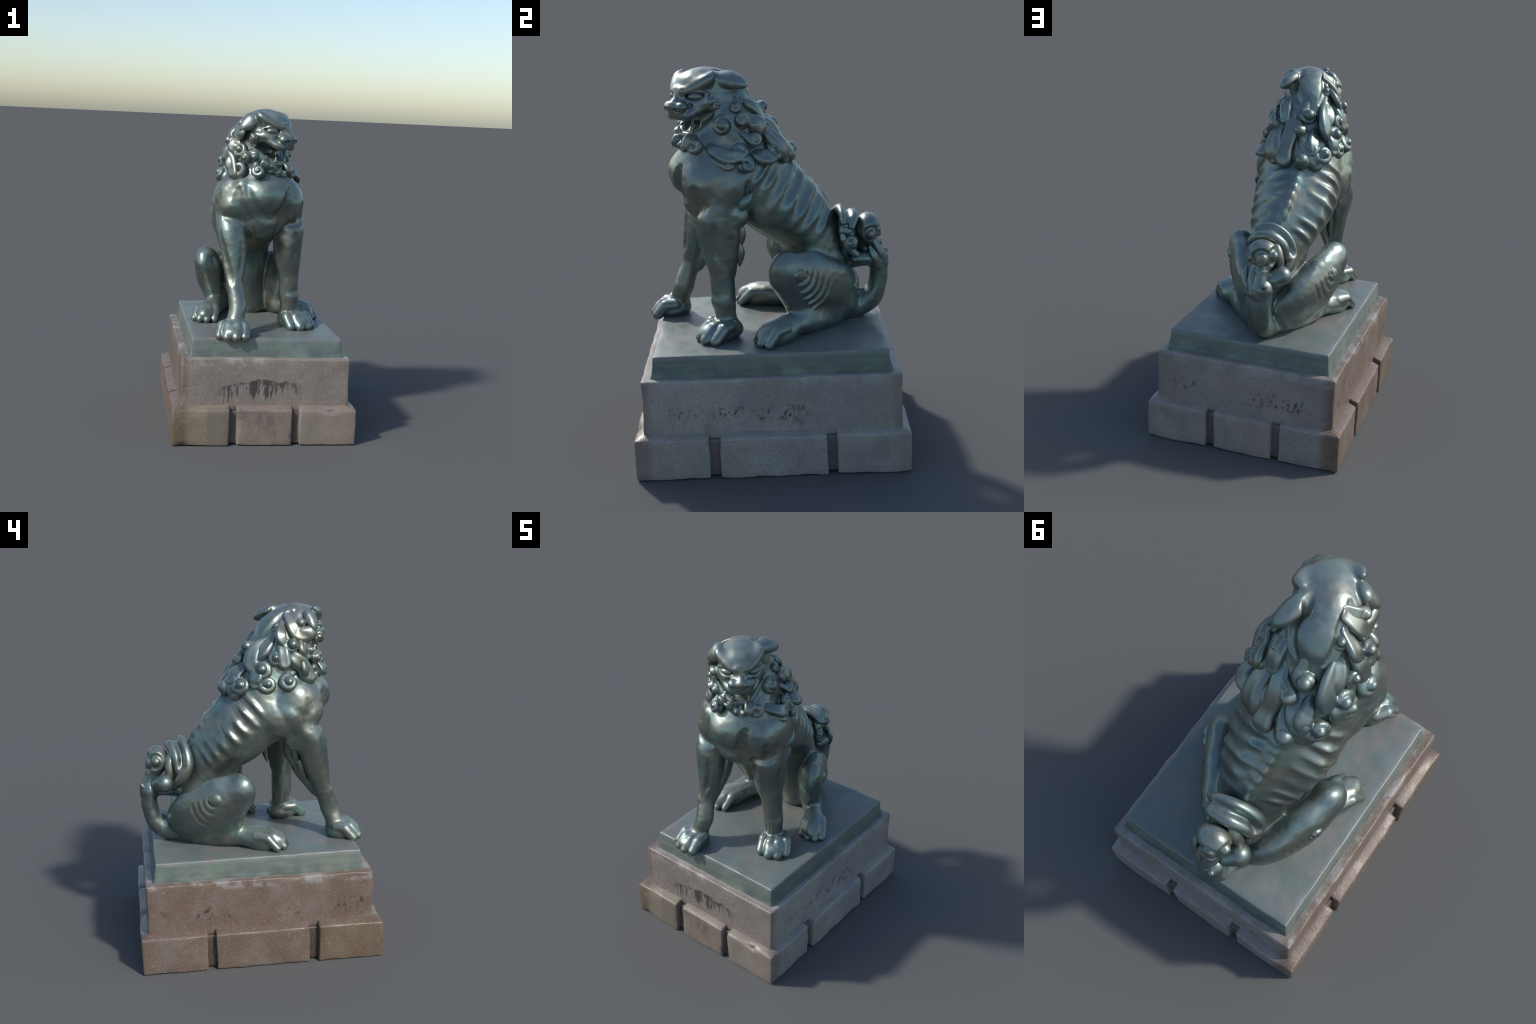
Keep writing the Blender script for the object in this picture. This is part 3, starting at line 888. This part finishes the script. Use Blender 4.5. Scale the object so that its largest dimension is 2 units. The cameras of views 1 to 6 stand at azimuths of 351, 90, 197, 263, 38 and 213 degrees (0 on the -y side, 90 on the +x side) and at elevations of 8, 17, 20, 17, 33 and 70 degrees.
def main():
    root = bpy.data.objects.new("guardian_lion_statue", None)
    bpy.context.collection.objects.link(root)
    root["label"] = "seated bronze guardian lion with curly mane on granite pedestal"
    root["category"] = "lion statue"
    bronze = bronze_material()
    made = build_body(root, bronze)
    neck = made["neck"]
    for sc in mane():
        bake("mane_lock", sc, neck, bronze)
    # eyes
    for s in both:
        e = Sculpt().add(Ball(H(.118, s * .077, .071), (.038, .024, .021), [unit(HF * -.55 + HL * s * .8), unit(HF * .8 + HL * s * .55), HU]), 0)
        bake("eye", e, made["head"], bronze, .003)
        fang = tuft([H(.128, s * .047, -.112), H(.130, s * .047, -.085)], [.011, .005])
        bake("fang", fang, made["head"], bronze, .003)
        curl = lock(H(.035, s * .150, .015), (.0, -.035), .034, s, ball=.5, n=unit(HL * s + HF * .4))
        bake("jowl_curl", curl, made["head"], bronze)
    # curls at the end of the tail
    tail = made["tail"]
    T = []
    # bulbous scroll at the tip, a volute cut into its back and both cheeks
    knob = Sculpt().add(Ball((-.042, .542, 1.128), (.084, .066, .080)), 0)
    knob.add(Tube([(-.045, .56, 1.08), (-.050, .585, 1.01), (-.052, .600, .95)], [.050, .040, .048]), .03)
    for c, n, r in (((-.052, .604, 1.116), (-.05, 1, .05), .040), ((-.122, .556, 1.132), (-1, .35, .1), .032), ((.036, .560, 1.104), (1, .35, .0), .032)):
        n_, u, w = ring_frame(n)
        c = V(*c)
        turn = [c + (w * math.cos(a) + u * math.sin(a)) * r * (1.25 - .25 * k) - n_ * .012 for k, a in zip(np.linspace(0, 1, 14), np.linspace(-2.4, 3.6, 14))]
        knob.dent(Tube(turn, .004, smooth=False), .017, .018)
        knob.add(Ball(c - n_ * r * .62, r * .80), .004)
    T.append(knob)
    T.append(lock((.070, .455, 1.070), (.03, -.07), .050, -1, ball=.4, n=unit((1, .25, .1)), sink=.7))
    T.append(lock((.075, .425, 1.150), (-.02, -.05), .040, -1, ball=.4, n=unit((1, .1, .3)), sink=.7))
    T.append(tuft([(-.140, .510, 1.008), (-.105, .54, .99)], [.053, .045]))
    # crescent plume wrapped round the root, hollow between its two rims
    plume = Sculpt()
    plume.add(Tube([(.070, .405, 1.185), (.015, .405, 1.220), (-.05, .395, 1.230), (-.115, .375, 1.185), (-.148, .370, 1.11), (-.145, .41, 1.03), (-.10, .46, .97)], [.018, .026, .030, .032, .036, .034, .024], flat=((.6, .3, -.3), 1.2)), 0)
    plume.add(Tube([(.060, .450, 1.160), (.010, .462, 1.196), (-.06, .455, 1.200), (-.118, .435, 1.155), (-.140, .43, 1.09)], [.018, .028, .030, .028, .018]), .03)
    plume.dent(Tube([(.03, .435, 1.235), (-.05, .425, 1.245), (-.125, .405, 1.19), (-.165, .40, 1.11)], .004), .012, .028)
    T.append(plume)
    T.append(tuft([(-.085, .46, 1.15), (-.105, .475, 1.11), (-.115, .475, 1.05), (-.10, .48, 1.0)], [.030, .030, .026, .02]))
    T.append(tuft([(-.08, .61, .945), (-.088, .64, .985)], [.024, .015]))
    # flutes running from the scroll down into the stem
    T.append(tuft([(-.050, .575, 1.07), (-.050, .605, 1.00), (-.052, .618, .92), (-.052, .600, .84)], [.024, .028, .036, .012], flat=((1, 0, 0), .8)))
    T.append(tuft([(-.010, .575, 1.06), (-.005, .600, 1.00), (-.020, .620, .93)], [.016, .024, .028]))
    T.append(tuft([(.045, .545, 1.04), (.046, .570, .985), (.020, .600, .92)], [.010, .026, .020], flat=((.5, .9, 0), 1.5)))
    T.append(tuft([(.02, .47, .97), (.03, .53, .975), (.01, .59, .95)], [.026, .030, .026]))
    for sc in T:
        bake("tail_curl", sc, tail, bronze)
    # tufts at the back of the forelegs
    for s, pts in ((1, [(.185, -.135, 1.30), (.185, -.13, 1.22), (.18, -.14, 1.12), (.18, -.15, 1.02)]), (-1, [(-.20, -.25, 1.20), (-.19, -.28, 1.10), (-.185, -.33, 1.0)])):
        fl = made["left_fore" if s > 0 else "right_fore"]
        for a, b in zip(pts[:-1], pts[1:]):
            a, b = V(*a), V(*b)
            bake("fur_tuft", tuft([a, (a + b) / 2 + V(0, .012, 0), b + V(0, .012, -.01)], [.02, .024, .008], flat=((1, 0, 0), 1.4)), fl, bronze)
    bake("fur_tuft", tuft([(.20, -.13, 1.31), (.215, -.095, 1.35), (.20, -.06, 1.385)], [.024, .026, .008], flat=((1, 0, .2), 1.5)), made["left_fore"], bronze)
    build_pedestal(root)


main()
